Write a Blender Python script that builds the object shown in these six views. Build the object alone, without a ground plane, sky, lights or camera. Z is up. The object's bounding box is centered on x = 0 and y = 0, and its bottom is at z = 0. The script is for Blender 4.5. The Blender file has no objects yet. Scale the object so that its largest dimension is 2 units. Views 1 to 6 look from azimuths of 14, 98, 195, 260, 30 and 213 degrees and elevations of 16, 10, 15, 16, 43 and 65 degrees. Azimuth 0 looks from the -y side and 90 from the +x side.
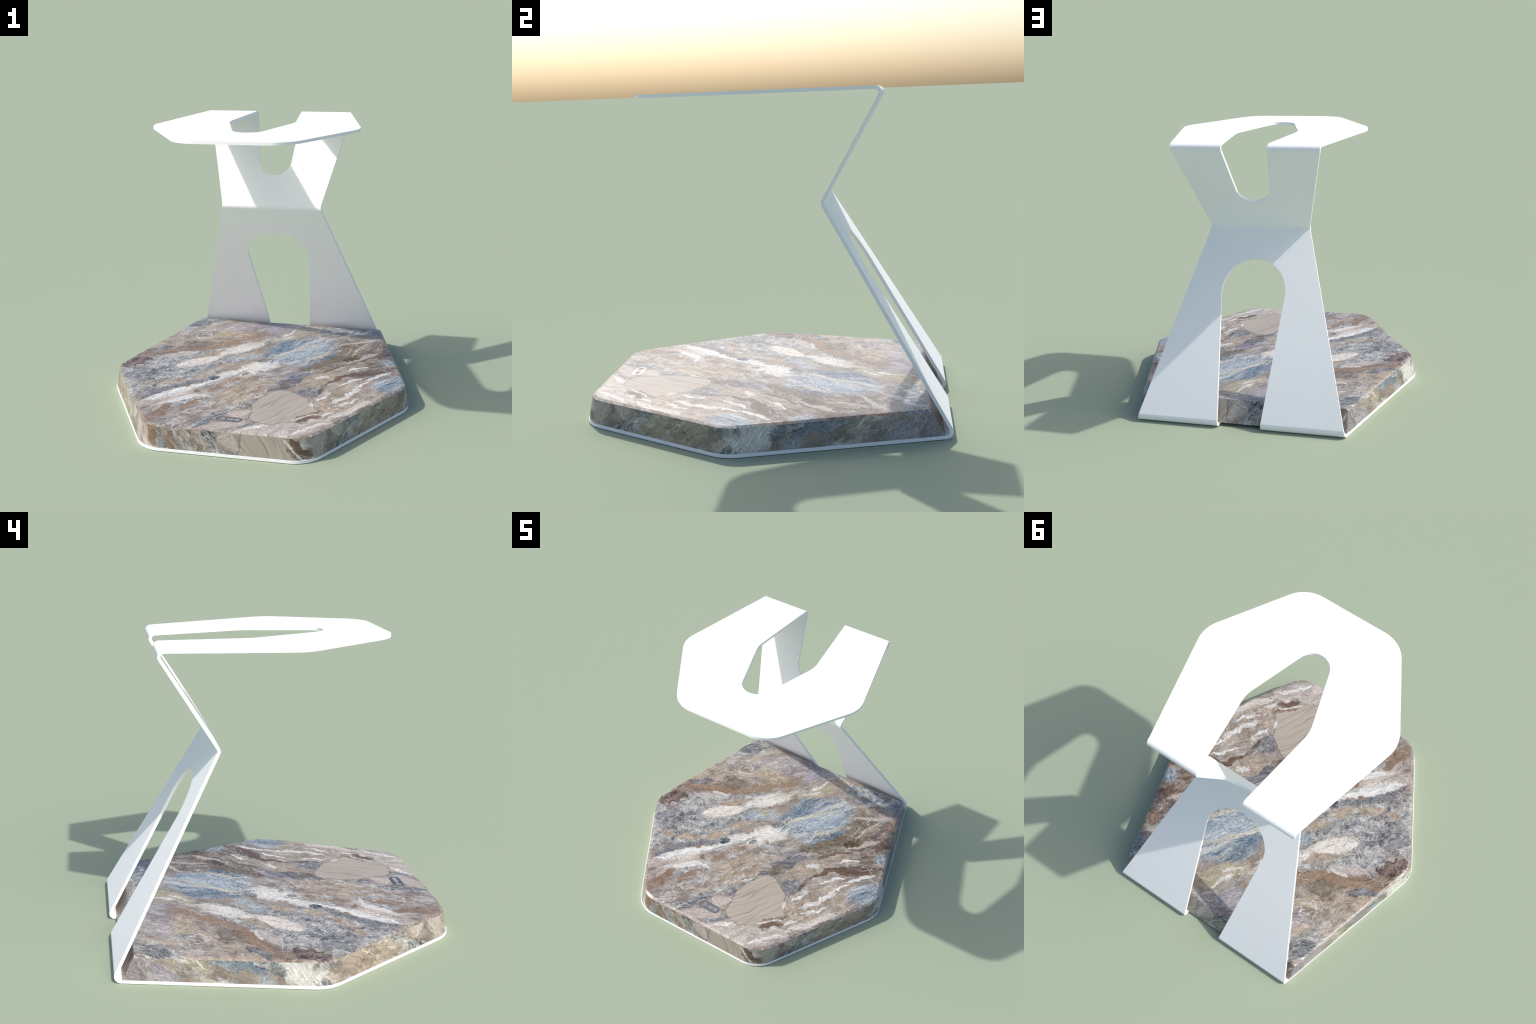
"""Folded white sheet-metal stand on a polished, brecciated marble slab."""
import bpy, bmesh, math
from mathutils import Vector, Matrix

# ----------------------------------------------------------------------------
# helpers: outlines
# ----------------------------------------------------------------------------

def line_x(base, slope):
    """A side line of the outline, x as a function of y."""
    return (base, slope)

def meet(a, b):
    y = (b[0] - a[0]) / (a[1] - b[1])
    return (a[0] + a[1] * y, y)

def round_corner(p0, p1, p2, radius, steps=10):
    """Points of the fillet at p1 between the legs p1-p0 and p1-p2."""
    a = Vector(p0) - Vector(p1); b = Vector(p2) - Vector(p1)
    a.normalize(); b.normalize()
    half = a.angle(b) / 2
    if radius <= 1e-5:
        return [tuple(p1)]
    cut = radius / math.tan(half)
    mid = (a + b).normalized()
    c = Vector(p1) + mid * (radius / math.sin(half))
    s = Vector(p1) + a * cut - c
    e = Vector(p1) + b * cut - c
    ang = s.angle_signed(e)
    pts = []
    for i in range(steps + 1):
        t = -ang * i / steps
        pts.append((c.x + s.x * math.cos(t) - s.y * math.sin(t),
                    c.y + s.x * math.sin(t) + s.y * math.cos(t)))
    return pts

def half_hexagon(rear, front, y_back, y_front, radius, steps=10):
    """Right half outline, listed from the front edge to the back edge."""
    side = meet(rear, front)
    fc = (front[0] + front[1] * y_front, y_front)
    bc = (rear[0] + rear[1] * y_back, y_back)
    pts = round_corner((0, y_front), fc, side, radius, steps)
    pts += round_corner(fc, side, bc, radius, steps)
    pts.append(bc)
    return pts

def inset_line(line, d):
    return (line[0] - d * math.sqrt(1 + line[1] ** 2), line[1])

def table(points, s):
    """Piecewise-linear lookup in a sorted list of (s, value)."""
    if s <= points[0][0]:
        return points[0][1]
    for (s0, v0), (s1, v1) in zip(points, points[1:]):
        if s <= s1:
            return v0 if s1 - s0 < 1e-9 else v0 + (v1 - v0) * (s - s0) / (s1 - s0)
    return points[-1][1]

# ----------------------------------------------------------------------------
# dimensions
# ----------------------------------------------------------------------------
T = 0.018                   # sheet thickness
R_OUT = 0.036               # outer bend radius
C30, S30, TAN30 = math.cos(math.pi / 6), 0.5, math.tan(math.pi / 6)
Z_TOP = 1.7832              # upper face of the top plate
Y_TOP_FRONT = -0.671
WAIST = (0.3258, 1.1775)    # sharp apex of the front faces (y, z)

BASE_REAR, BASE_FRONT = line_x(0.9620, -0.2766), line_x(1.0750, 0.572)
TOP_REAR, TOP_FRONT = line_x(0.6405, -0.2365), line_x(0.7238, 0.590)
CORNER_R = 0.20

# ----------------------------------------------------------------------------
# folded sheet: centre path in the y-z plane, then widths along it
# ----------------------------------------------------------------------------
R_MID = R_OUT - T / 2

class Path:
    """Chain of straight runs and bends; each sample is (s, y, z, ny, nz)."""
    def __init__(self, y, z, heading):
        self.y, self.z, self.h, self.s = y, z, heading, 0.0
        self.rows = []
        self.put()
    def put(self):
        self.rows.append((self.s, self.y, self.z, self.h))
    def run(self, length):
        self.y += math.cos(self.h) * length
        self.z += math.sin(self.h) * length
        self.s += length
        self.put()
    def bend(self, angle, radius, steps=12):
        sgn = 1 if angle > 0 else -1
        cy = self.y - sgn * math.sin(self.h) * radius
        cz = self.z + sgn * math.cos(self.h) * radius
        h0 = self.h
        s0 = self.s
        for i in range(1, steps + 1):
            self.h = h0 + angle * i / steps
            self.y = cy + sgn * math.sin(self.h) * radius
            self.z = cz - sgn * math.cos(self.h) * radius
            self.s = s0 + abs(angle) * radius * i / steps
            self.put()
    def at(self, s):
        r = self.rows
        if s <= r[0][0]:
            return r[0]
        for a, b in zip(r, r[1:]):
            if s <= b[0] + 1e-12:
                t = 0 if b[0] - a[0] < 1e-12 else (s - a[0]) / (b[0] - a[0])
                return tuple(p + (q - p) * t for p, q in zip(a, b))
        return r[-1]

# straight lengths from the sharp corner positions of the centre line
Y_BEND = 1.0 - R_OUT
leg_c = (Y_BEND + R_MID * C30, R_OUT + R_MID * S30)          # leg start, centre line
# waist corner of the centre line: front apex moved back by t/2 / cos30
waist_c = (WAIST[0] + T / 2 / C30, WAIST[1])
leg_full = (waist_c[1] - leg_c[1]) / C30
waist_cut = R_MID * math.tan(math.pi / 6)
# top corner of the centre line
top_cz = Z_TOP - T / 2
arm_full = (top_cz - waist_c[1]) / C30
top_corner_y = waist_c[0] + arm_full * S30
top_cut = R_MID * math.tan(math.pi / 3)

path = Path(-1.0, T / 2, 0.0)
path.run(Y_BEND + 1.0);                 s_base = path.s
path.bend(math.radians(120), R_MID);    s_leg = path.s
path.run(leg_full - waist_cut);         s_w0 = path.s
path.bend(math.radians(-60), R_MID, 8); s_w1 = path.s
path.run(arm_full - waist_cut - top_cut); s_arm = path.s
path.bend(math.radians(120), R_MID);    s_top = path.s
y_top0 = top_corner_y - top_cut
path.run(y_top0 - Y_TOP_FRONT);         s_end = path.s

def s_of_leg(z):            # by height of the leg's middle surface
    return s_leg + (z - leg_c[1]) / C30
z_arm0 = path.at(s_w1)[2]
def s_of_arm(z):
    return s_w1 + (z - z_arm0) / C30
def s_of_top(y):
    return s_top + (y_top0 - y)

# outer half width along the sheet
outer = []
for x, y in half_hexagon(BASE_REAR, BASE_FRONT, Y_BEND, -1.0, CORNER_R):
    outer.append((y + 1.0, x))
outer += [(s_leg, 0.681), (s_w0, 0.3415), (s_w1, 0.3395), (s_arm, 0.4855)]
for x, y in reversed(half_hexagon(TOP_REAR, TOP_FRONT, y_top0, Y_TOP_FRONT, CORNER_R, 8)):
    outer.append((s_of_top(y), x))

# inner half width: notch in base + leg arch, then arm notch + top ring opening
def dome(s_tip, s_far, r, width, steps=14):
    """Rounded end: tip at s_tip, opening towards s_far."""
    sg = 1 if s_far > s_tip else -1
    pts = []
    for i in range(steps + 1):
        a = math.pi / 2 * i / steps
        pts.append((s_tip + sg * r * (1 - math.cos(a)), width * math.sin(a)))
    return pts

slot = dome(0.42 + 1.0, 9, 0.09, 0.088)                      # hidden under the slab
slot += [(s_base, 0.142), (s_leg, 0.145)]
slot += [(s_of_leg(0.60), 0.2), (s_of_leg(0.72), 0.2125)]
slot += list(reversed(dome(s_of_leg(0.980), -9, 0.235, 0.2185)))
opening = dome(s_of_arm(1.3735), 9, 0.108, 0.113)
opening += [(s_arm, 0.150), (s_top, 0.1545)]
ring = round_corner((0.1535, 0.66), (0.2160, 0.114), (0.0755, -0.333), 0.22, 6)
opening += [(s_of_top(y), x) for x, y in ring]
nose = round_corner((0.2160, 0.114), (0.0755, -0.333), (0, -0.333), 0.1025, 10)
opening += [(s_of_top(y), x) for x, y in nose if x > 1e-4]
opening += [(s_of_top(-0.333), 0.0)]

def inner_width(s):
    for tab in (slot, opening):
        if tab[0][0] <= s <= tab[-1][0]:
            return max(0.0, table(tab, s))
    return 0.0

stations = sorted({round(v, 6) for v in
                   [r[0] for r in path.rows] + [p[0] for p in outer + slot + opening]})
merged = [stations[0]]
for v in stations[1:]:
    if v - merged[-1] > 4e-5:
        merged.append(v)
merged[-1] = s_end
stations = merged

def build_sheet():
    """One skin for the whole folded sheet; returns mesh and a station per face."""
    bm = bmesh.new()
    station_of = []
    cache = {}
    def vert(i, x, side):
        key = (i, round(x, 6), side)
        if key not in cache:
            s, y, z, h = path.at(stations[i])
            ny, nz = -math.sin(h), math.cos(h)     # towards the inside of the first bend
            o = T / 2 * side
            cache[key] = bm.verts.new((x, y + ny * o, z + nz * o))
        return cache[key]
    def face(vs, i):
        u = []
        for v in vs:
            if v not in u:
                u.append(v)
        if len(u) >= 3:
            bm.faces.new(u)
            station_of.append(stations[i])
    n = len(stations)
    xo = [table(outer, s) for s in stations]
    xi = [inner_width(s) for s in stations]
    for i in range(n - 1):
        j = i + 1
        for m in (1, -1):
            a0, a1, b0, b1 = m * xi[i], m * xo[i], m * xi[j], m * xo[j]
            for side in (1, -1):
                q = [vert(i, a0, side), vert(i, a1, side), vert(j, b1, side), vert(j, b0, side)]
                if m * side < 0:
                    q.reverse()
                face(q, i)
            q = [vert(i, a1, -1), vert(j, b1, -1), vert(j, b1, 1), vert(i, a1, 1)]
            face(q if m > 0 else q[::-1], i)
            if xi[i] > 1e-6 or xi[j] > 1e-6:
                q = [vert(i, a0, 1), vert(j, b0, 1), vert(j, b0, -1), vert(i, a0, -1)]
                face(q if m > 0 else q[::-1], i)
    for i, flip in ((0, False), (n - 1, True)):
        for m in (1, -1):
            q = [vert(i, 0.0, -1), vert(i, m * xo[i], -1), vert(i, m * xo[i], 1), vert(i, 0.0, 1)]
            if (m < 0) != flip:
                q.reverse()
            face(q, min(i, n - 2))
    me = bpy.data.meshes.new("sheet_whole")
    bm.to_mesh(me)
    bm.free()
    return me, station_of

def smooth(me, degrees=32):
    for p in me.polygons:
        p.use_smooth = True
    me.set_sharp_from_angle(angle=math.radians(degrees))

def split_part(me, faces, name, normals):
    """A region of a mesh as a mesh of its own that keeps the whole's normals."""
    index, verts, polys, nor = {}, [], [], []
    for f in faces:
        p = me.polygons[f]
        poly = []
        for li in p.loop_indices:
            v = me.loops[li].vertex_index
            if v not in index:
                index[v] = len(verts)
                verts.append(me.vertices[v].co.copy())
            poly.append(index[v])
            nor.append(normals[li])
        polys.append(poly)
    out = bpy.data.meshes.new(name)
    out.from_pydata(verts, [], polys)
    for p in out.polygons:
        p.use_smooth = True
    out.normals_split_custom_set(nor)
    return out

# ----------------------------------------------------------------------------
# node helpers
# ----------------------------------------------------------------------------
class Graph:
    def __init__(self, tree):
        self.t = tree
    def node(self, kind, **kw):
        n = self.t.nodes.new(kind)
        for k, v in kw.items():
            setattr(n, k, v)
        return n
    def feed(self, sock, v):
        if hasattr(v, "is_linked") or isinstance(v, bpy.types.NodeSocket):
            self.t.links.new(v, sock)
        elif isinstance(v, (tuple, list)) and len(v) == 3 and sock.type == 'RGBA':
            sock.default_value = (*v, 1)
        else:
            sock.default_value = v
    def math(self, op, a, b=None, c=None, clamp=False):
        n = self.node("ShaderNodeMath", operation=op, use_clamp=clamp)
        for s, v in zip(n.inputs, (a, b, c)):
            if v is not None:
                self.feed(s, v)
        return n.outputs[0]
    def vmath(self, op, a, b=None, scale=None):
        n = self.node("ShaderNodeVectorMath", operation=op)
        self.feed(n.inputs[0], a)
        if b is not None:
            self.feed(n.inputs[1], b)
        if scale is not None:
            self.feed(n.inputs["Scale"], scale)
        return n.outputs["Value"] if op in ("LENGTH", "DOT_PRODUCT") else n.outputs[0]
    def noise(self, vec, scale, detail=4, rough=0.55, dist=0.0, color=False):
        n = self.node("ShaderNodeTexNoise")
        self.feed(n.inputs["Vector"], vec)
        n.inputs["Scale"].default_value = scale
        n.inputs["Detail"].default_value = detail
        n.inputs["Roughness"].default_value = rough
        n.inputs["Distortion"].default_value = dist
        return n.outputs["Color"] if color else n.outputs["Fac"]
    def voronoi(self, vec, scale, feature="F1", rand=1.0):
        n = self.node("ShaderNodeTexVoronoi", feature=feature)
        self.feed(n.inputs["Vector"], vec)
        n.inputs["Scale"].default_value = scale
        n.inputs["Randomness"].default_value = rand
        return n
    def place(self, vec, loc=(0, 0, 0), deg=0.0, size=(1, 1, 1), kind="TEXTURE"):
        n = self.node("ShaderNodeMapping", vector_type=kind)
        self.feed(n.inputs["Vector"], vec)
        n.inputs["Location"].default_value = loc
        n.inputs["Rotation"].default_value = (0, 0, math.radians(deg))
        n.inputs["Scale"].default_value = size
        return n.outputs[0]
    def remap(self, v, lo, hi, a=0.0, b=1.0, smooth=True):
        n = self.node("ShaderNodeMapRange", interpolation_type='SMOOTHSTEP' if smooth else 'LINEAR')
        self.feed(n.inputs["Value"], v)
        for k, q in (("From Min", lo), ("From Max", hi), ("To Min", a), ("To Max", b)):
            self.feed(n.inputs[k], q)
        return n.outputs[0]
    def mix(self, fac, a, b, blend="MIX"):
        n = self.node("ShaderNodeMix", data_type='RGBA', blend_type=blend)
        self.feed(n.inputs["Factor"], fac)
        self.feed(n.inputs[6], a)
        self.feed(n.inputs[7], b)
        return n.outputs[2]

def lin(c):
    return tuple((v / 255 / 12.92) if v <= 10 else ((v / 255 + 0.055) / 1.055) ** 2.4 for v in c)

def seen(r, g, b):
    """Base colour of a surface that shows as (r, g, b) in full sun, facing up."""
    return tuple(max(0.01, v / k - 0.012) for v, k in zip(lin((r, g, b)), (1.33, 1.33, 1.40)))

# ----------------------------------------------------------------------------
# marble
# ----------------------------------------------------------------------------
TAUPE = (seen(178, 165, 156), seen(146, 136, 130))
GREY = (seen(208, 205, 203), seen(108, 112, 119))
DARKGREY = (seen(158, 158, 161), seen(76, 80, 90))
BROWN = (seen(166, 147, 134), seen(122, 107, 97))
RUST = (seen(164, 144, 128), seen(144, 124, 109))
DEEPBROWN = (seen(140, 121, 109), seen(106, 90, 80))
CRUMB = (seen(156, 140, 132), seen(90, 76, 72))
TAN = (seen(192, 177, 163), seen(158, 144, 132))
PALE = (seen(238, 233, 229), seen(218, 207, 201))
PINK = (seen(216, 205, 199), seen(188, 176, 170))
WHITE = (seen(240, 238, 238), seen(200, 196, 195))
BLUE = (seen(206, 208, 210), seen(100, 118, 140))
BLUELIGHT = (seen(214, 216, 219), seen(138, 155, 174))
VEIN = (seen(206, 205, 208), seen(150, 150, 156))
BLUEDARK = (seen(160, 170, 182), seen(90, 104, 123))
CREAM = (seen(218, 212, 200), seen(186, 181, 172))
YELLOW = (seen(200, 190, 171), seen(160, 150, 135))
PURPLE = (seen(192, 186, 192), seen(142, 136, 146))
OLIVE = (seen(154, 142, 128), seen(108, 99, 89))
DARKOLIVE = (seen(122, 110, 94), seen(78, 68, 57))
PEBBLE = (seen(193, 183, 175), seen(177, 166, 156))
BLACK = (seen(50, 46, 46), seen(30, 28, 28))

# name: (x, y, half length, half width, direction in degrees, colours, softness,
#        raggedness, strength, veining: s = streaked, m = mottled)
GROUND = [
    ("grey field",      -0.58, -0.10, 0.46, 0.24, 42, GREY, 0.5, 0.9, 0.90, "m"),
    ("low grey field",  -0.50, -0.33, 0.36, 0.12, 44, GREY, 0.5, 0.8, 0.85, "m"),
    ("left tan",        -0.72, 0.45, 0.36, 0.19, 42, TAN, 0.4, 0.5, 0.80, "m"),
    ("rear grey",       -0.66, 0.84, 0.26, 0.15, 50, GREY, 0.4, 0.8, 0.85, "s"),
    ("rear purple",     -0.20, 0.80, 0.42, 0.12, 30, PURPLE, 0.5, 0.6, 0.80, "s"),
    ("rear blue grey",  0.50, 0.81, 0.30, 0.10, 4, BLUE, 0.4, 0.8, 0.90, "m"),
    ("right olive",     0.52, 0.35, 0.36, 0.20, 52, OLIVE, 0.4, 0.7, 0.90, "m"),
    ("right brown",     0.72, 0.42, 0.22, 0.12, 60, BROWN, 0.4, 0.6, 0.80, "m"),
    ("front tan",       0.62, -0.36, 0.34, 0.17, 56, TAN, 0.4, 0.5, 0.85, "m"),
    ("front pale",      0.34, -0.87, 0.34, 0.11, 24, PINK, 0.3, 0.5, 0.95, "s"),
    ("middle brown",    0.00, -0.42, 0.38, 0.14, 58, TAN, 0.3, 0.5, 0.95, "s"),
    ("left pink",       -0.44, -0.60, 0.24, 0.09, 34, PINK, 0.4, 0.6, 0.85, "s"),
    ("corner tan",      -0.30, -0.84, 0.24, 0.09, 66, TAUPE, 0.4, 0.5, 0.8, "m"),
    ("upper grey band", -0.46, 0.20, 0.34, 0.07, 38, GREY, 0.5, 0.8, 0.8, "m"),
    ("white band",      -0.43, -0.475, 0.26, 0.050, 46, PALE, 0.45, 0.9, 0.90, "s"),
    ("white band",      -0.20, -0.175, 0.20, 0.050, 58, PALE, 0.5, 1.0, 0.85, "s"),
    ("white band",      -0.03, 0.00, 0.20, 0.090, 56, PALE, 0.5, 1.0, 0.85, "s"),
]
INCLUSIONS = [
    # left side
    ("dark grey",       -0.69, -0.22, 0.13, 0.09, 44, DARKGREY, 0.7, 1.0, 0.6, "m"),
    ("dark grey",       -0.80, -0.22, 0.11, 0.03, 42, DARKGREY, 0.5, 0.8, 0.8, "s"),
    ("dark grey",       -0.60, -0.09, 0.08, 0.03, 40, DARKGREY, 0.6, 0.8, 0.8, "s"),
    ("dark grey",       -0.57, -0.58, 0.09, 0.03, 40, DARKGREY, 0.4, 1.0, 0.9, "m"),
    ("grey streak",     -0.46, -0.40, 0.25, 0.03, 44, DARKGREY, 0.6, 0.9, 0.6, "s"),
    ("blue grey streak", -0.37, -0.09, 0.20, 0.028, 46, DARKGREY, 0.8, 0.9, 0.55, "s"),
    ("tan stone",       -0.36, -0.20, 0.09, 0.045, 52, TAN, 0.2, 0.3, 0.95, "m"),
    ("tan stone",       -0.27, -0.03, 0.08, 0.030, 45, TAN, 0.2, 0.3, 0.95, "m"),
    ("tan stone",       -0.51, -0.34, 0.11, 0.032, 36, TAN, 0.3, 0.4, 0.9, "m"),
    ("tan stone",       -0.67, -0.40, 0.05, 0.035, 20, TAN, 0.3, 0.5, 0.9, "m"),
    ("pale lens",       -0.45, 0.03, 0.17, 0.055, 44, PALE, 0.8, 0.9, 0.92, "s"),
    ("white lens",      -0.22, 0.32, 0.18, 0.072, 50, WHITE, 0.9, 1.2, 0.88, "s"),
    ("pale blue lens",  -0.16, 0.16, 0.13, 0.055, 30, BLUELIGHT, 0.9, 0.9, 0.75, "m"),
    ("ochre spot",      -0.19, 0.18, 0.05, 0.016, -20, YELLOW, 0.6, 0.9, 0.8, "m"),
    ("tan streak",      -0.41, 0.165, 0.15, 0.03, 44, TAN, 0.3, 0.6, 0.9, "s"),
    ("cream line",      -0.15, 0.43, 0.22, 0.012, 48, CREAM, 0.4, 0.6, 0.85, "s"),
    ("pink lens",       -0.63, 0.12, 0.11, 0.032, 28, PINK, 0.8, 0.8, 0.8, "s"),
    ("brown seam",      -0.75, 0.165, 0.26, 0.052, 30, RUST, 0.25, 0.5, 1.0, "s"),
    ("brown seam",      -0.48, 0.285, 0.20, 0.042, 33, RUST, 0.25, 0.6, 1.0, "s"),
    ("brown seam",      -0.28, 0.465, 0.25, 0.033, 42, RUST, 0.25, 0.5, 1.0, "s"),
    ("grey shadow",     -0.79, 0.215, 0.11, 0.022, 31, DARKGREY, 0.6, 0.6, 0.8, "s"),
    ("grey brown rock", -0.56, 0.33, 0.13, 0.06, 20, OLIVE, 0.4, 0.5, 0.6, "m"),
    ("tan rock",        -0.35, 0.57, 0.15, 0.065, 20, TAN, 0.25, 0.4, 0.95, "m"),
    ("ochre rock",      -0.42, 0.60, 0.07, 0.05, 30, YELLOW, 0.4, 0.5, 0.7, "m"),
    ("crumb",           -0.87, -0.05, 0.14, 0.050, 60, CRUMB, 0.15, 0.9, 1.0, "m"),
    ("crumb",           -0.83, 0.08, 0.14, 0.035, 38, BROWN, 0.3, 0.6, 0.8, "s"),
    ("rear dark grey",  -0.66, 0.80, 0.12, 0.04, 60, DARKGREY, 0.5, 0.9, 0.8, "s"),
    ("white vein",      -0.58, 0.18, 0.06, 0.010, 8, WHITE, 0.3, 0.5, 0.95, "s"),
    # white band running across
    ("white band",      -0.43, -0.475, 0.26, 0.040, 46, WHITE, 0.45, 0.9, 0.95, "s"),
    ("white band",      -0.20, -0.175, 0.20, 0.038, 58, WHITE, 0.5, 1.0, 0.85, "s"),
    ("white band",      -0.04, 0.00, 0.18, 0.070, 56, WHITE, 0.5, 1.0, 0.85, "s"),
    ("grey band",       -0.21, -0.245, 0.24, 0.022, 55, GREY, 0.5, 0.7, 0.8, "s"),
    ("dark seed",       -0.268, -0.225, 0.036, 0.022, 80, DARKGREY, 0.15, 0.3, 1.0, "m"),
    ("brown seed",      -0.397, -0.385, 0.026, 0.018, 33, RUST, 0.15, 0.4, 1.0, "m"),
    ("dark lump",       -0.070, -0.115, 0.034, 0.020, 60, DARKGREY, 0.4, 0.6, 0.8, "m"),
    ("dark lump",       0.120, -0.035, 0.034, 0.020, 60, DARKGREY, 0.4, 0.6, 0.7, "m"),
    # left front
    ("white branch",    -0.40, -0.60, 0.15, 0.020, 40, WHITE, 0.4, 0.9, 0.95, "s"),
    ("white branch",    -0.33, -0.550, 0.06, 0.026, 70, WHITE, 0.4, 0.9, 0.95, "s"),
    ("white branch",    -0.27, -0.505, 0.07, 0.013, 4, WHITE, 0.4, 0.9, 0.9, "s"),
    ("blue grey lens",  -0.35, -0.65, 0.09, 0.030, 57, GREY, 0.4, 0.5, 0.9, "m"),
    ("rust blob",       -0.45, -0.80, 0.125, 0.050, 78, RUST, 0.3, 0.5, 0.95, "m"),
    ("rust blob",       -0.29, -0.66, 0.105, 0.034, 66, RUST, 0.25, 0.5, 0.95, "m"),
    ("pink fringe",     -0.48, -0.72, 0.09, 0.02, 75, PINK, 0.5, 0.6, 0.8, "s"),
    ("grey vein",       -0.30, -0.85, 0.15, 0.007, 84, VEIN, 0.5, 0.5, 0.95, "s"),
    ("grey vein",       -0.22, -0.62, 0.14, 0.007, 80, VEIN, 0.5, 0.5, 0.95, "s"),
    ("grey vein",       -0.155, -0.37, 0.16, 0.007, 68, VEIN, 0.5, 0.5, 0.95, "s"),
    ("orange brown",    -0.165, -0.30, 0.15, 0.024, 60, RUST, 0.3, 0.7, 0.95, "m"),
    ("brown nut",       -0.305, -0.455, 0.022, 0.017, 47, RUST, 0.2, 0.4, 1.0, "m"),
    ("olive figure",    -0.02, -0.46, 0.10, 0.022, 58, YELLOW, 0.4, 0.9, 0.7, "s"),
    ("olive figure",    0.03, -0.38, 0.12, 0.020, 58, BROWN, 0.4, 0.9, 0.6, "s"),
    # grey stream in the middle
    ("grey stream",     -0.09, -0.745, 0.26, 0.030, 58, GREY, 0.4, 0.7, 0.95, "s"),
    ("grey stream",     -0.12, -0.80, 0.14, 0.020, 62, DARKGREY, 0.5, 0.8, 0.7, "s"),
    ("grey stream",     0.12, -0.47, 0.20, 0.032, 64, DARKGREY, 0.5, 0.6, 0.85, "s"),
    ("grey stream",     0.22, -0.22, 0.16, 0.060, 62, DARKGREY, 0.4, 0.5, 0.75, "s"),
    ("grey pebble",     0.22, -0.25, 0.07, 0.040, 62, OLIVE, 0.25, 0.3, 0.8, "m"),
    ("violet grey",     0.27, -0.08, 0.13, 0.050, 48, PURPLE, 0.5, 0.6, 0.75, "s"),
    ("violet grey",     0.28, -0.10, 0.11, 0.035, 48, DARKGREY, 0.6, 0.6, 0.65, "s"),
    ("grey hook",       -0.157, -0.905, 0.07, 0.022, 56, DARKGREY, 0.5, 0.6, 0.9, "s"),
    ("tan by the mark", 0.02, -0.73, 0.09, 0.040, 52, PINK, 0.9, 0.9, 0.7, "m"),
    ("tan by the mark", -0.02, -0.89, 0.13, 0.048, 24, PINK, 0.9, 0.8, 0.7, "m"),
    ("grey foot",       0.09, -0.885, 0.10, 0.020, 45, GREY, 0.5, 0.6, 0.85, "s"),
    ("black pit",       -0.044, -0.742, 0.011, 0.005, 40, BLACK, 0.3, 0.6, 1.0, "m"),
    ("black pit",       -0.063, -0.771, 0.005, 0.004, 40, BLACK, 0.3, 0.6, 1.0, "m"),
    # blue lens
    ("blue lens",       0.215, 0.37, 0.31, 0.190, 60, BLUE, 0.8, 0.8, 0.95, "s"),
    ("light blue",      0.26, 0.36, 0.19, 0.090, 58, BLUELIGHT, 0.6, 0.8, 0.85, "s"),
    ("dark blue",       0.05, 0.41, 0.14, 0.060, 66, BLUEDARK, 0.7, 0.9, 0.75, "s"),
    ("dark blue",       0.36, 0.20, 0.18, 0.022, 56, BLUEDARK, 0.5, 0.9, 0.9, "s"),
    ("dark blue",       0.02, 0.27, 0.09, 0.030, 40, BLUEDARK, 0.6, 0.9, 0.8, "m"),
    ("cream streak",    0.165, 0.365, 0.22, 0.020, 52, CREAM, 0.5, 0.9, 0.8, "s"),
    ("cream streak",    0.33, 0.24, 0.17, 0.016, 56, CREAM, 0.5, 0.9, 0.7, "s"),
    ("yellow zone",     0.09, 0.66, 0.22, 0.060, 57, YELLOW, 0.4, 0.6, 0.9, "s"),
    ("cream vein",      0.03, 0.56, 0.09, 0.012, 56, WHITE, 0.4, 1.0, 0.9, "s"),
    ("cream vein",      0.055, 0.68, 0.09, 0.013, 62, WHITE, 0.4, 1.0, 0.85, "s"),
    ("green grey",      -0.018, 0.135, 0.055, 0.038, 33, DARKGREY, 0.4, 0.9, 0.7, "m"),
    ("white under blue", 0.24, 0.10, 0.06, 0.012, 40, BLUELIGHT, 0.5, 0.6, 0.9, "m"),
    ("violet corner",   -0.06, 0.73, 0.12, 0.045, 66, PURPLE, 0.4, 0.6, 0.9, "s"),
    ("dark corner",     0.60, 0.80, 0.14, 0.040, -18, BLUEDARK, 0.5, 0.9, 0.75, "m"),
    # right
    ("olive stream",    0.40, 0.16, 0.24, 0.045, 52, OLIVE, 0.35, 0.6, 0.95, "s"),
    ("dark olive",      0.56, 0.275, 0.07, 0.035, 54, DARKOLIVE, 0.4, 0.7, 0.8, "m"),
    ("dark olive",      0.30, 0.05, 0.07, 0.030, 40, OLIVE, 0.4, 0.7, 0.9, "m"),
    ("olive stone",     0.49, 0.47, 0.06, 0.035, 33, OLIVE, 0.3, 0.5, 0.9, "m"),
    ("cream net",       0.57, 0.60, 0.15, 0.014, 33, PINK, 0.5, 1.4, 0.85, "m"),
    ("cream net",       0.60, 0.47, 0.13, 0.014, 70, PINK, 0.5, 1.4, 0.85, "m"),
    ("cream net",       0.64, 0.30, 0.12, 0.014, 48, PINK, 0.5, 1.4, 0.85, "s"),
    ("orange stone",    0.62, 0.48, 0.06, 0.018, 78, TAN, 0.3, 0.5, 0.9, "s"),
    ("brown right",     0.76, 0.36, 0.07, 0.035, 50, DEEPBROWN, 0.4, 0.7, 0.85, "m"),
    ("brown right",     0.72, 0.60, 0.09, 0.035, 70, BROWN, 0.4, 0.5, 0.8, "m"),
    ("brown line",      0.50, 0.105, 0.15, 0.016, 49, DEEPBROWN, 0.4, 0.9, 0.9, "s"),
    ("tan line",        0.53, 0.070, 0.13, 0.020, 50, TAN, 0.3, 0.6, 0.95, "s"),
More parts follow.
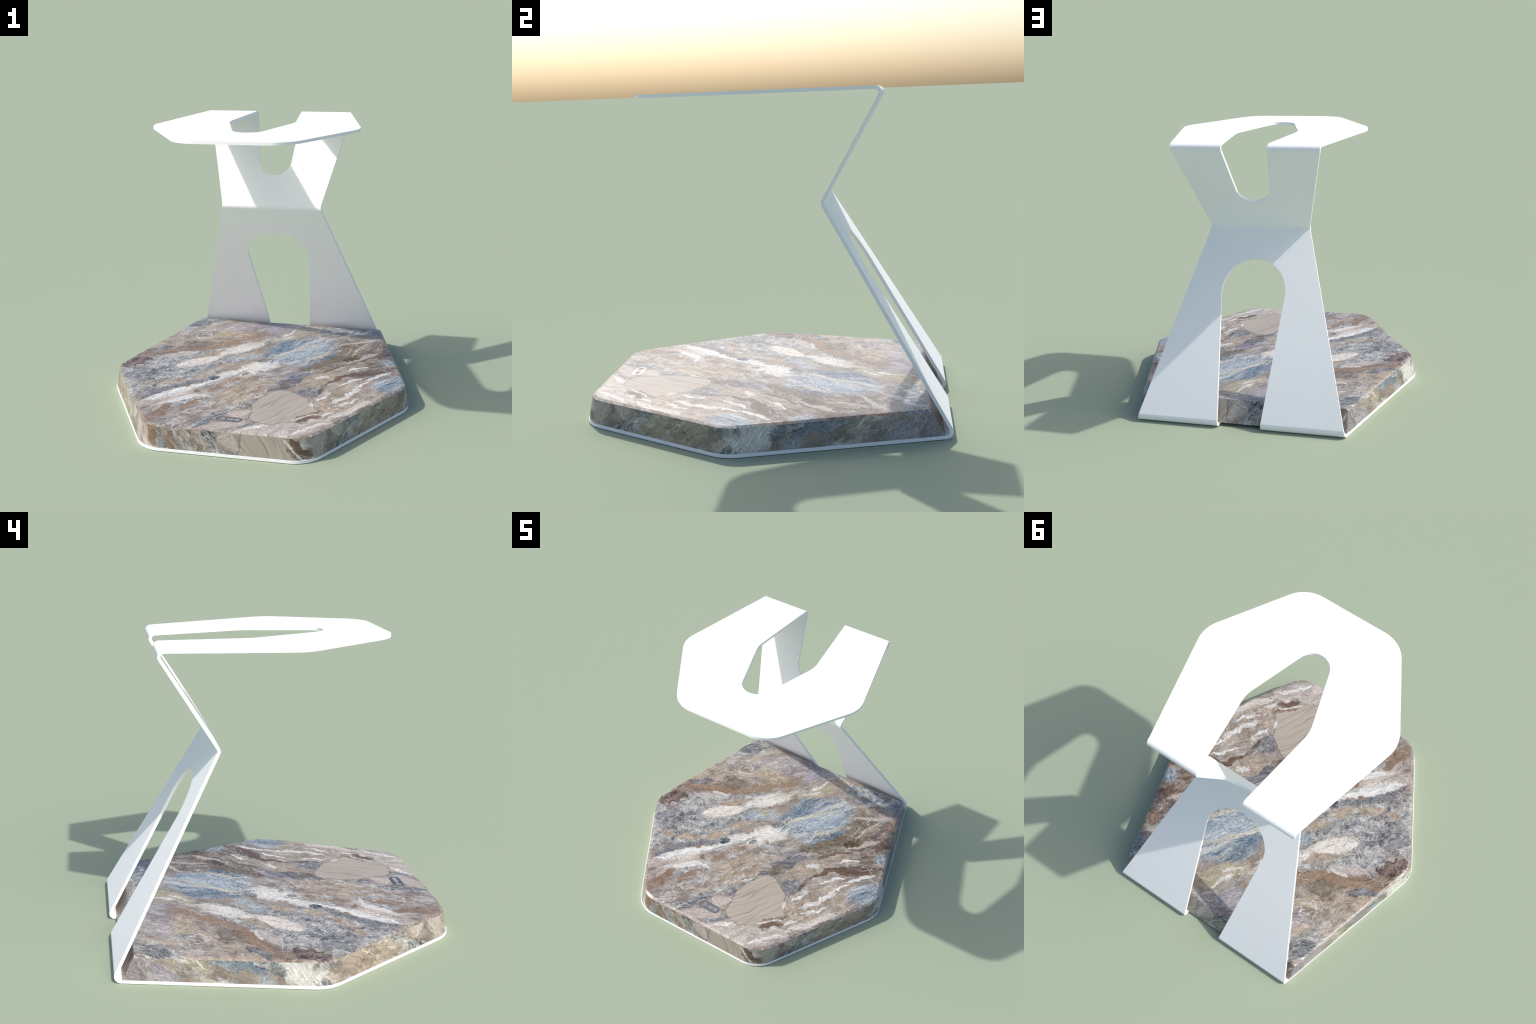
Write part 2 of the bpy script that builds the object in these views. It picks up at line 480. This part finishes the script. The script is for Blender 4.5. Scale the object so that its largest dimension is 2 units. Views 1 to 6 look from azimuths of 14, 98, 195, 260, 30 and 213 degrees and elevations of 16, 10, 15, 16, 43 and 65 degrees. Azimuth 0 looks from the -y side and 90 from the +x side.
    ("brown line",      0.70, 0.20, 0.10, 0.016, 42, DEEPBROWN, 0.4, 0.9, 0.8, "s"),
    ("white wisp",      0.62, 0.10, 0.09, 0.010, 45, PALE, 0.4, 0.9, 0.9, "s"),
    ("pale blue right", 0.82, 0.25, 0.06, 0.05, 60, BLUE, 0.4, 0.9, 0.85, "m"),
    ("grey brown lens", 0.745, 0.185, 0.07, 0.028, 30, OLIVE, 0.3, 0.4, 0.85, "s"),
    # brown strip and the tan field in front of it
    ("upper tan",       0.42, -0.13, 0.18, 0.065, 48, TAN, 0.3, 0.5, 0.9, "m"),
    ("dark gravel",     0.40, -0.34, 0.10, 0.065, 60, DARKGREY, 0.3, 0.5, 0.75, "m"),
    ("brown strip",     0.73, 0.065, 0.19, 0.052, 35, DEEPBROWN, 0.15, 0.3, 1.0, "s"),
    ("brown strip",     0.53, -0.09, 0.11, 0.020, 52, DEEPBROWN, 0.25, 0.3, 1.0, "s"),
    ("brown strip",     0.46, -0.24, 0.11, 0.013, 82, DEEPBROWN, 0.3, 0.3, 0.9, "s"),
    ("white crystals",  0.434, -0.085, 0.05, 0.016, 41, WHITE, 0.5, 1.2, 0.9, "m"),
    ("blue lens",       0.88, -0.10, 0.15, 0.085, 52, BLUE, 0.8, 1.0, 0.95, "s"),
    ("dark blue",       0.89, -0.12, 0.10, 0.022, 54, BLUEDARK, 0.5, 0.9, 0.8, "s"),
    ("tan blob",        0.734, -0.27, 0.055, 0.045, 33, TAN, 0.3, 0.4, 0.9, "m"),
    ("white vein",      0.60, -0.140, 0.11, 0.012, 54, WHITE, 0.4, 0.9, 0.95, "s"),
    ("white vein",      0.486, -0.38, 0.07, 0.014, 74, WHITE, 0.4, 0.9, 0.95, "s"),
    ("white vein",      0.62, -0.35, 0.13, 0.020, 58, WHITE, 0.4, 0.9, 0.95, "s"),
    ("white vein",      0.69, -0.18, 0.12, 0.014, 66, WHITE, 0.4, 0.9, 0.95, "s"),
    ("white vein",      0.77, 0.00, 0.13, 0.014, 50, WHITE, 0.3, 0.7, 1.0, "s"),
    ("white vein",      0.64, -0.44, 0.09, 0.014, 44, WHITE, 0.4, 1.0, 0.95, "s"),
    ("white vein",      0.53, -0.63, 0.06, 0.018, 50, WHITE, 0.4, 1.0, 0.9, "s"),
    ("pale margin",     0.68, -0.54, 0.20, 0.030, 54, PALE, 0.5, 0.8, 0.7, "m"),
    ("white arc",       0.13, -0.905, 0.10, 0.014, 44, WHITE, 0.4, 0.7, 0.95, "s"),
    ("white arc",       0.46, -0.86, 0.13, 0.013, 44, WHITE, 0.4, 1.0, 0.95, "s"),
    ("white chip",      -0.521, 0.558, 0.022, 0.008, 80, WHITE, 0.2, 0.4, 1.0, "m"),
]

# the big striped pebble: half planes (outward direction in degrees, distance from its centre)
PEBBLE_AT = (0.27, -0.60)
PEBBLE_SIDES = [(-12, 0.205), (25, 0.185), (50, 0.214), (80, 0.266), (118, 0.264), (150, 0.222),
                (176, 0.186), (200, 0.219), (235, 0.261), (262, 0.252), (290, 0.214), (318, 0.192)]

def marble_group():
    tree = bpy.data.node_groups.new("marble_pattern", "ShaderNodeTree")
    tree.interface.new_socket("Vector", in_out='INPUT', socket_type='NodeSocketVector')
    tree.interface.new_socket("Color", in_out='OUTPUT', socket_type='NodeSocketColor')
    tree.interface.new_socket("Height", in_out='OUTPUT', socket_type='NodeSocketFloat')
    g = Graph(tree)
    gin = g.node("NodeGroupInput"); gout = g.node("NodeGroupOutput")
    P = gin.outputs[0]

    def wobble(vec, scale, amount, detail):
        n = g.noise(vec, scale, detail, 0.6, color=True)
        d = g.vmath("SUBTRACT", n, (0.5, 0.5, 0.5))
        return g.vmath("ADD", vec, g.vmath("SCALE", d, scale=amount))
    W = wobble(P, 3.5, 0.070, 2)
    W = wobble(W, 7.5, 0.070, 3)
    W = wobble(W, 16.0, 0.055, 4)
    W = wobble(W, 38.0, 0.024, 4)
    F = wobble(W, 90.0, 0.010, 3)

    fold = wobble(wobble(P, 1.5, 0.50, 2), 5.0, 0.13, 3)          # folded bedding
    flow = g.place(wobble(fold, 22.0, 0.025, 4), deg=48, size=(1, 1, 1))
    streak = g.noise(g.place(flow, size=(0.50, 0.050, 1)), 1.0, 9, 0.66, 0.8)
    fine = g.noise(g.place(flow, size=(0.075, 0.013, 1)), 1.0, 7, 0.70, 0.6)
    mottle = g.noise(F, 24.0, 9, 0.72, 0.5)
    speck = g.noise(g.place(F, deg=48, size=(1.6, 1.0, 1)), 110.0, 4, 0.7)
    smix = g.math("ADD", g.math("MULTIPLY", streak, 0.45),
                  g.math("ADD", g.math("MULTIPLY", fine, 0.35), g.math("MULTIPLY", speck, 0.20)))
    mmix = g.math("ADD", g.math("MULTIPLY", mottle, 0.68), g.math("MULTIPLY", speck, 0.32))
    tone = {"s": g.remap(smix, 0.405, 0.595), "m": g.remap(mmix, 0.395, 0.605)}
    edge_s = g.math("SUBTRACT", g.math("ADD", g.math("MULTIPLY", mottle, 0.5), g.math("MULTIPLY", fine, 0.5)), 0.5)

    # brecciated ground
    ground = g.mix(g.remap(streak, 0.36, 0.64), TAUPE[0], TAUPE[1])
    ground = g.mix(g.remap(g.noise(W, 3.2, 6, 0.6), 0.5, 0.66), ground, seen(150, 148, 150))
    col = ground
    def lay_in(items, col):
        V = W
        for i, (name, x, y, hl, hw, deg, pair, soft, rag, power, kind) in enumerate(items):
            if i % 12 == 0:     # chains the layers one after another, which keeps the shader's stack small
                V = g.vmath("ADD", W, g.vmath("SCALE", col, scale=1e-6))
            d = g.vmath("LENGTH", g.place(V, (x, y, 0), deg, (hl, hw, 1)))
            d = g.math("MULTIPLY_ADD", edge_s, rag * 2.6, d)
            m = g.remap(d, 1 + soft * 0.24, 1 - soft * 0.24, 0.0, power)
            col = g.mix(m, col, g.mix(tone[kind], pair[1], pair[0]))
        return col
    col = lay_in(GROUND, col)

    # thin pale and blue-grey wisps along the flow of the rock, and long branching veins
    wisp = g.noise(g.place(flow, (3.1, 1.7, 0), size=(0.42, 0.036, 1)), 1.0, 8, 0.70, 0.8)
    zone = g.remap(g.noise(P, 3.6, 4), 0.44, 0.60)
    col = g.mix(g.math("MULTIPLY", g.remap(wisp, 0.57, 0.66), g.math("MULTIPLY", zone, 0.75)), col, seen(222, 216, 213))
    col = g.mix(g.math("MULTIPLY", g.remap(wisp, 0.42, 0.34), 0.6), col, seen(128, 130, 136))
    def vein(offset, size, width, colour, lo, hi, power):
        nonlocal col
        n = g.noise(g.place(flow, offset, size=size), 1.0, 6, 0.60, 0.4)
        line = g.remap(g.math("ABSOLUTE", g.math("SUBTRACT", n, 0.5)), width, width * 0.25)
        spread = g.remap(g.noise(g.vmath("ADD", fold, offset), 3.0, 3), lo, hi, 0.0, power)
        col = g.mix(g.math("MULTIPLY", line, spread), col, colour)
    vein((5.3, 0.4, 0), (0.60, 0.16, 1), 0.020, seen(206, 205, 208), 0.46, 0.60, 0.60)
    vein((1.9, 7.7, 0), (0.42, 0.10, 1), 0.016, seen(236, 233, 232), 0.50, 0.62, 0.70)
    vein((8.2, 3.1, 0), (0.50, 0.12, 1), 0.014, seen(100, 97, 100), 0.46, 0.60, 0.70)
    vein((2.6, 4.9, 0), (0.36, 0.07, 1), 0.020, seen(140, 118, 104), 0.45, 0.60, 0.70)

    # broken stones: every cell leans to a shade of its own, with thin pale or grey seams between
    lay = g.place(F, deg=45, size=(1.0, 0.60, 1))
    cells = g.voronoi(lay, 11.0)
    pick = g.node("ShaderNodeSeparateColor")
    g.feed(pick.inputs[0], cells.outputs["Color"])
    r, gg, bb = pick.outputs[0], pick.outputs[1], pick.outputs[2]
    strength = g.remap(g.noise(P, 2.6, 3), 0.40, 0.62)
    col = g.mix(g.math("MULTIPLY", g.remap(r, 0.60, 1.0, 0, 0.55, False), strength), col, g.mix(tone["m"], TAN[1], TAN[0]))
    col = g.mix(g.math("MULTIPLY", g.remap(gg, 0.60, 1.0, 0, 0.55, False), strength), col, g.mix(tone["m"], GREY[1], GREY[0]))
    col = g.vmath("SCALE", col, scale=g.remap(bb, 0.0, 1.0, 0.84, 1.14, False))
    seam = g.voronoi(lay, 11.0, "DISTANCE_TO_EDGE").outputs["Distance"]
    where = g.remap(g.noise(P, 5.0, 3), 0.44, 0.60)
    col = g.mix(g.math("MULTIPLY", g.remap(seam, 0.040, 0.0), g.math("MULTIPLY", where, 0.55)),
                col, g.mix(tone["m"], seen(128, 128, 133), seen(212, 209, 209)))

    # the single inclusions lie crisply on top
    col = lay_in(INCLUSIONS, col)
    vein((3.3, 2.4, 0), (0.60, 0.16, 1), 0.012, seen(206, 204, 206), 0.50, 0.62, 0.40)
    vein((6.9, 1.7, 0), (0.42, 0.10, 1), 0.010, seen(236, 233, 232), 0.53, 0.65, 0.60)
    vein((9.2, 5.1, 0), (0.50, 0.12, 1), 0.009, seen(96, 92, 95), 0.50, 0.62, 0.50)

    # a sparse network of fine white veins, each with a dark hairline beside it
    net = g.voronoi(g.place(W, (0.2, 0.1, 0), deg=40, size=(1.3, 0.7, 1)), 5.5, "DISTANCE_TO_EDGE").outputs["Distance"]
    net = g.math("MULTIPLY_ADD", g.math("SUBTRACT", mottle, 0.5), 0.05, net)
    reach = g.remap(g.noise(g.vmath("ADD", P, (4.0, 2.0, 0.0)), 2.8, 4), 0.47, 0.60)
    rim_dark = g.math("MULTIPLY", g.remap(g.math("ABSOLUTE", g.math("SUBTRACT", net, 0.030)), 0.014, 0.0), reach)
    col = g.mix(g.math("MULTIPLY", rim_dark, 0.50), col, seen(112, 108, 110))
    core = g.math("MULTIPLY", g.remap(net, 0.020, 0.006), reach)
    col = g.mix(g.math("MULTIPLY", core, 0.50), col, seen(220, 217, 216))

    # small lumps and grains
    lump = g.voronoi(g.place(F, deg=48, size=(1.5, 1.0, 1)), 44.0)
    pick2 = g.node("ShaderNodeSeparateColor")
    g.feed(pick2.inputs[0], lump.outputs["Color"])
    grainy = g.remap(g.noise(P, 4.4, 4), 0.36, 0.60, 0.0, 1.0)
    tint = g.remap(pick2.outputs[0], 0.0, 1.0, -0.15, 0.15, False)
    col = g.vmath("SCALE", col, scale=g.math("MULTIPLY_ADD", tint, grainy, 1.0))

    # dark hairline cracks
    crack = g.voronoi(g.place(W, deg=30, size=(1.0, 0.55, 1)), 9.0, "DISTANCE_TO_EDGE").outputs["Distance"]
    where2 = g.remap(g.noise(P, 7.0, 3), 0.50, 0.66)
    col = g.mix(g.math("MULTIPLY", g.remap(crack, 0.016, 0.0), g.math("MULTIPLY", where2, 0.8)),
                col, seen(92, 86, 86))

    # the big pebble, striped like wood
    pc = g.place(W, (*PEBBLE_AT, 0))
    far = None
    for deg, dist in PEBBLE_SIDES:
        a = math.radians(deg)
        k = g.math("SUBTRACT", g.vmath("DOT_PRODUCT", pc, (math.cos(a), math.sin(a), 0)), dist)
        far = k if far is None else g.math("SMOOTH_MAX", far, k, 0.05)
    inside = g.remap(far, 0.004, -0.004)
    rim = g.math("MULTIPLY", g.remap(g.math("ABSOLUTE", far), 0.008, 0.0), 0.6)
    wood = g.place(wobble(wobble(P, 2.5, 0.10, 2), 14.0, 0.006, 2), deg=59)
    grain = g.noise(g.place(wood, size=(0.45, 0.022, 1)), 1.0, 7, 0.68, 0.3)
    pcol = g.mix(g.remap(grain, 0.32, 0.62), PEBBLE[1], PEBBLE[0])
    lines = g.remap(g.math("ABSOLUTE", g.math("SUBTRACT", g.noise(g.place(wood, size=(0.7, 0.09, 1)), 1.0, 2, 0.5), 0.5)),
                    0.018, 0.0)
    pcol = g.mix(g.math("MULTIPLY", lines, 0.5), pcol, seen(140, 128, 118))
    col = g.mix(inside, col, pcol)
    col = g.mix(rim, col, seen(116, 110, 110))
    for x, y, hl, hw, deg, pair in ((0.435, -0.665, 0.090, 0.022, 52, BROWN), (0.450, -0.715, 0.085, 0.024, 48, DEEPBROWN), (0.425, -0.690, 0.11, 0.0055, 50, WHITE),
                                    (0.425, -0.50, 0.036, 0.008, 105, WHITE)):
        d = g.vmath("LENGTH", g.place(W, (x, y, 0), deg, (hl, hw, 1)))
        col = g.mix(g.remap(d, 1.2, 0.8, 0.0, 0.95), col, g.mix(tone["m"], pair[1], pair[0]))

    # fine grain over everything
    v = g.math("MULTIPLY_ADD", g.math("SUBTRACT", speck, 0.5), 0.85, 1.0)
    v2 = g.math("MULTIPLY_ADD", g.math("SUBTRACT", fine, 0.5), 0.40, v)
    soft = g.math("SUBTRACT", 1.0, g.math("MULTIPLY", inside, 0.6))
    v3 = g.math("MULTIPLY_ADD", g.math("SUBTRACT", v2, 1.0), soft, 1.0)
    col = g.vmath("SCALE", col, scale=v3)
    # a little more depth between the light and the dark stone
    mean = seen(165, 156, 149)
    col = g.vmath("ADD", g.vmath("SCALE", g.vmath("SUBTRACT", col, mean), scale=1.16), mean)
    col = g.vmath("MAXIMUM", col, (0.012, 0.011, 0.010))
    col = g.vmath("MINIMUM", col, (0.84, 0.83, 0.82))
    tree.links.new(col, gout.inputs[0])
    tree.links.new(speck, gout.inputs[1])
    return tree

def marble_material(name, group, swizzle):
    """swizzle: rows of (coefficients of x, y, z, constant) giving the pattern's u and v."""
    mat = bpy.data.materials.new(name)
    mat.use_nodes = True
    g = Graph(mat.node_tree)
    bsdf = mat.node_tree.nodes["Principled BSDF"]
    P = g.node("ShaderNodeTexCoord").outputs["Object"]
    uv = []
    for cx, cy, cz, c in swizzle:
        uv.append(g.math("ADD", g.vmath("DOT_PRODUCT", P, (cx, cy, cz)), c))
    comb = g.node("ShaderNodeCombineXYZ")
    for s, v in zip(comb.inputs, uv):
        g.feed(s, v)
    pat = g.node("ShaderNodeGroup")
    pat.node_tree = group
    g.feed(pat.inputs[0], comb.outputs[0])
    g.feed(bsdf.inputs["Base Color"], pat.outputs[0])
    bsdf.inputs["Roughness"].default_value = 0.32
    bsdf.inputs["Specular IOR Level"].default_value = 0.5
    return mat

def plain_material(name, color, rough, metal=0.0, grain=0.02):
    mat = bpy.data.materials.new(name)
    mat.use_nodes = True
    g = Graph(mat.node_tree)
    bsdf = mat.node_tree.nodes["Principled BSDF"]
    P = g.node("ShaderNodeTexCoord").outputs["Object"]
    n = g.noise(P, 220.0, 3, 0.6)
    k = g.remap(n, 0.3, 0.7, 1 - grain, 1 + grain, False)
    g.feed(bsdf.inputs["Base Color"], g.vmath("SCALE", color, scale=k))
    bsdf.inputs["Roughness"].default_value = rough
    bsdf.inputs["Metallic"].default_value = metal
    return mat

# ----------------------------------------------------------------------------
# scene
# ----------------------------------------------------------------------------
scene = bpy.context.scene
def add(name, data, parent=None):
    ob = bpy.data.objects.new(name, data)
    scene.collection.objects.link(ob)
    if parent is not None:
        ob.parent = parent
    return ob

stand = add("display_stand", None)
stand["label"] = "folded white sheet-metal stand on a hexagonal marble slab"
stand["category"] = "headphone stand"

paint = plain_material("white_coated_metal", (0.99, 0.99, 0.99), 1.0, 1.0, 0.01)
whole, station_of = build_sheet()
smooth(whole)
normals = [tuple(n.vector) for n in whole.corner_normals]
s_mid = stations[min(range(len(stations)), key=lambda i: abs(stations[i] - (s_w0 + s_w1) / 2))]
bounds = [("base_plate", -1, s_base), ("support_leg", s_base, s_mid),
          ("support_arm", s_mid, s_top), ("top_plate", s_top, 99)]
for name, lo, hi in bounds:
    faces = [i for i, s in enumerate(station_of) if lo - 1e-4 <= s < hi - 1e-4]
    me = split_part(whole, faces, name, normals)
    me.materials.append(paint)
    add(name, me, stand)
bpy.data.meshes.remove(whole)

# stone slab ------------------------------------------------------------------
def slab_outline(inset, y_back):
    half = half_hexagon(inset_line(BASE_REAR, 0.84 * inset), inset_line(BASE_FRONT, inset),
                        y_back, -1.0 + inset, CORNER_R - inset, 12)
    return half + [(-x, y) for x, y in reversed(half)]

def rear(z):
    return 0.957 - 0.54 * (z - 0.019)

Z0, Z1 = T + 0.0006, 0.1525
# flank leans in, then a flat chamfer runs round the upper rim: (inset, height)
levels = [(0.003, Z0), (0.0275, 0.1435), (0.0440, Z1 - 0.0008), (0.0460, Z1)]
bm = bmesh.new()
loops = [[bm.verts.new((x, y, z)) for x, y in slab_outline(d, rear(z))] for d, z in levels]
n = len(loops[0])
TOPM, SIDEM, ENDM = 0, 1, 2
for k in range(len(loops) - 1):
    for i in range(n):
        j = (i + 1) % n
        f = bm.faces.new([loops[k][i], loops[k][j], loops[k + 1][j], loops[k + 1][i]])
        f.normal_update()
        nx, ny = abs(f.normal.x), abs(f.normal.y)
        back = i == n // 2 - 1
        if k > 0 and not back:
            f.material_index = TOPM
        else:
            f.material_index = SIDEM if nx > ny else ENDM
f = bm.faces.new(loops[-1]); f.material_index = TOPM
f = bm.faces.new(list(reversed(loops[0]))); f.material_index = TOPM
bmesh.ops.recalc_face_normals(bm, faces=bm.faces)
slab_me = bpy.data.meshes.new("marble_slab")
bm.to_mesh(slab_me); bm.free()
smooth(slab_me, 17)
group = marble_group()
slab_me.materials.append(marble_material("polished_marble", group, [(1, 0, 0, 0), (0, 1, 0, 0)]))
slab_me.materials.append(marble_material("polished_marble_flank", group, [(0, 0, 1, -0.115), (0, 1, 0, 0)]))
slab_me.materials.append(marble_material("polished_marble_end", group, [(1, 0, 0, 0), (0, 0, -1, -0.63)]))
slab = add("marble_slab", slab_me, stand)

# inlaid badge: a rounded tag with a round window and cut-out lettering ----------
BADGE_Z, BADGE_H = Z1, 0.0012
LEFT, RIGHT, MID_Y, BR, HOLE = -0.0547, 0.0380, -0.8155, 0.0330, 0.0222
def poly_curve(name, loops2d, extrude):
    cu = bpy.data.curves.new(name, 'CURVE')
    cu.dimensions = '2D'; cu.fill_mode = 'BOTH'; cu.extrude = extrude
    for pts in loops2d:
        sp = cu.splines.new('POLY')
        sp.points.add(len(pts) - 1)
        for p, q in zip(sp.points, pts):
            p.co = (q[0], q[1], 0, 1)
        sp.use_cyclic_u = True
    return cu

def arc(cx, cy, r, a0, a1, steps):
    return [(cx + r * math.cos(a0 + (a1 - a0) * i / steps), cy + r * math.sin(a0 + (a1 - a0) * i / steps))
            for i in range(steps + 1)]

def to_mesh(ob):
    dg = bpy.context.evaluated_depsgraph_get()
    dg.update()
    me = bpy.data.meshes.new_from_object(ob.evaluated_get(dg))
    b = bmesh.new(); b.from_mesh(me)
    bmesh.ops.remove_doubles(b, verts=b.verts, dist=1e-6)
    bmesh.ops.recalc_face_normals(b, faces=b.faces)
    b.to_mesh(me); b.free()
    return me

pill = arc(RIGHT, MID_Y, BR, -math.pi / 2, math.pi / 2, 20) + arc(LEFT, MID_Y, BR, math.pi / 2, 3 * math.pi / 2, 20)
window = arc(LEFT, MID_Y, HOLE, 0, 2 * math.pi * 31 / 32, 31)
tmp = add("badge_outline", poly_curve("badge_outline", [pill, window], BADGE_H / 2))
badge_me = to_mesh(tmp)
bpy.data.objects.remove(tmp)
text = bpy.data.curves.new("badge_lettering", 'FONT')
text.body = "HS108"
text.size = 0.0385; text.extrude = 0.0006; text.align_x = 'CENTER'; text.align_y = 'CENTER'
text.resolution_u = 3
text.offset = 0.0011
tmp = add("badge_lettering", text)
letters_me = to_mesh(tmp)
bpy.data.objects.remove(tmp)
xs = [v.co.x for v in letters_me.vertices]; ys = [v.co.y for v in letters_me.vertices]
for v in letters_me.vertices:
    v.co.x = 0.0185 + (v.co.x - (min(xs) + max(xs)) / 2) * 0.072 / (max(xs) - min(xs))
    v.co.y = MID_Y + (v.co.y - (min(ys) + max(ys)) / 2) * 0.0275 / (max(ys) - min(ys))
for v in badge_me.vertices:
    v.co.z += BADGE_Z + BADGE_H / 2 - 0.0004
badge_me.name = "badge"
badge_me.materials.clear()
badge_me.materials.append(plain_material("slate_metal", (0.34, 0.35, 0.37), 0.36, 1.0, 0.05))
badge = add("badge", badge_me, slab)
letters_me.name = "lettering"
letters_me.materials.clear()
letters_me.materials.append(plain_material("pale_stone_lettering", seen(198, 184, 172), 0.4, 0.0, 0.12))
for v in letters_me.vertices:
    v.co.z += BADGE_Z + BADGE_H - 0.0002
add("lettering", letters_me, slab)
print("stations", len(stations))
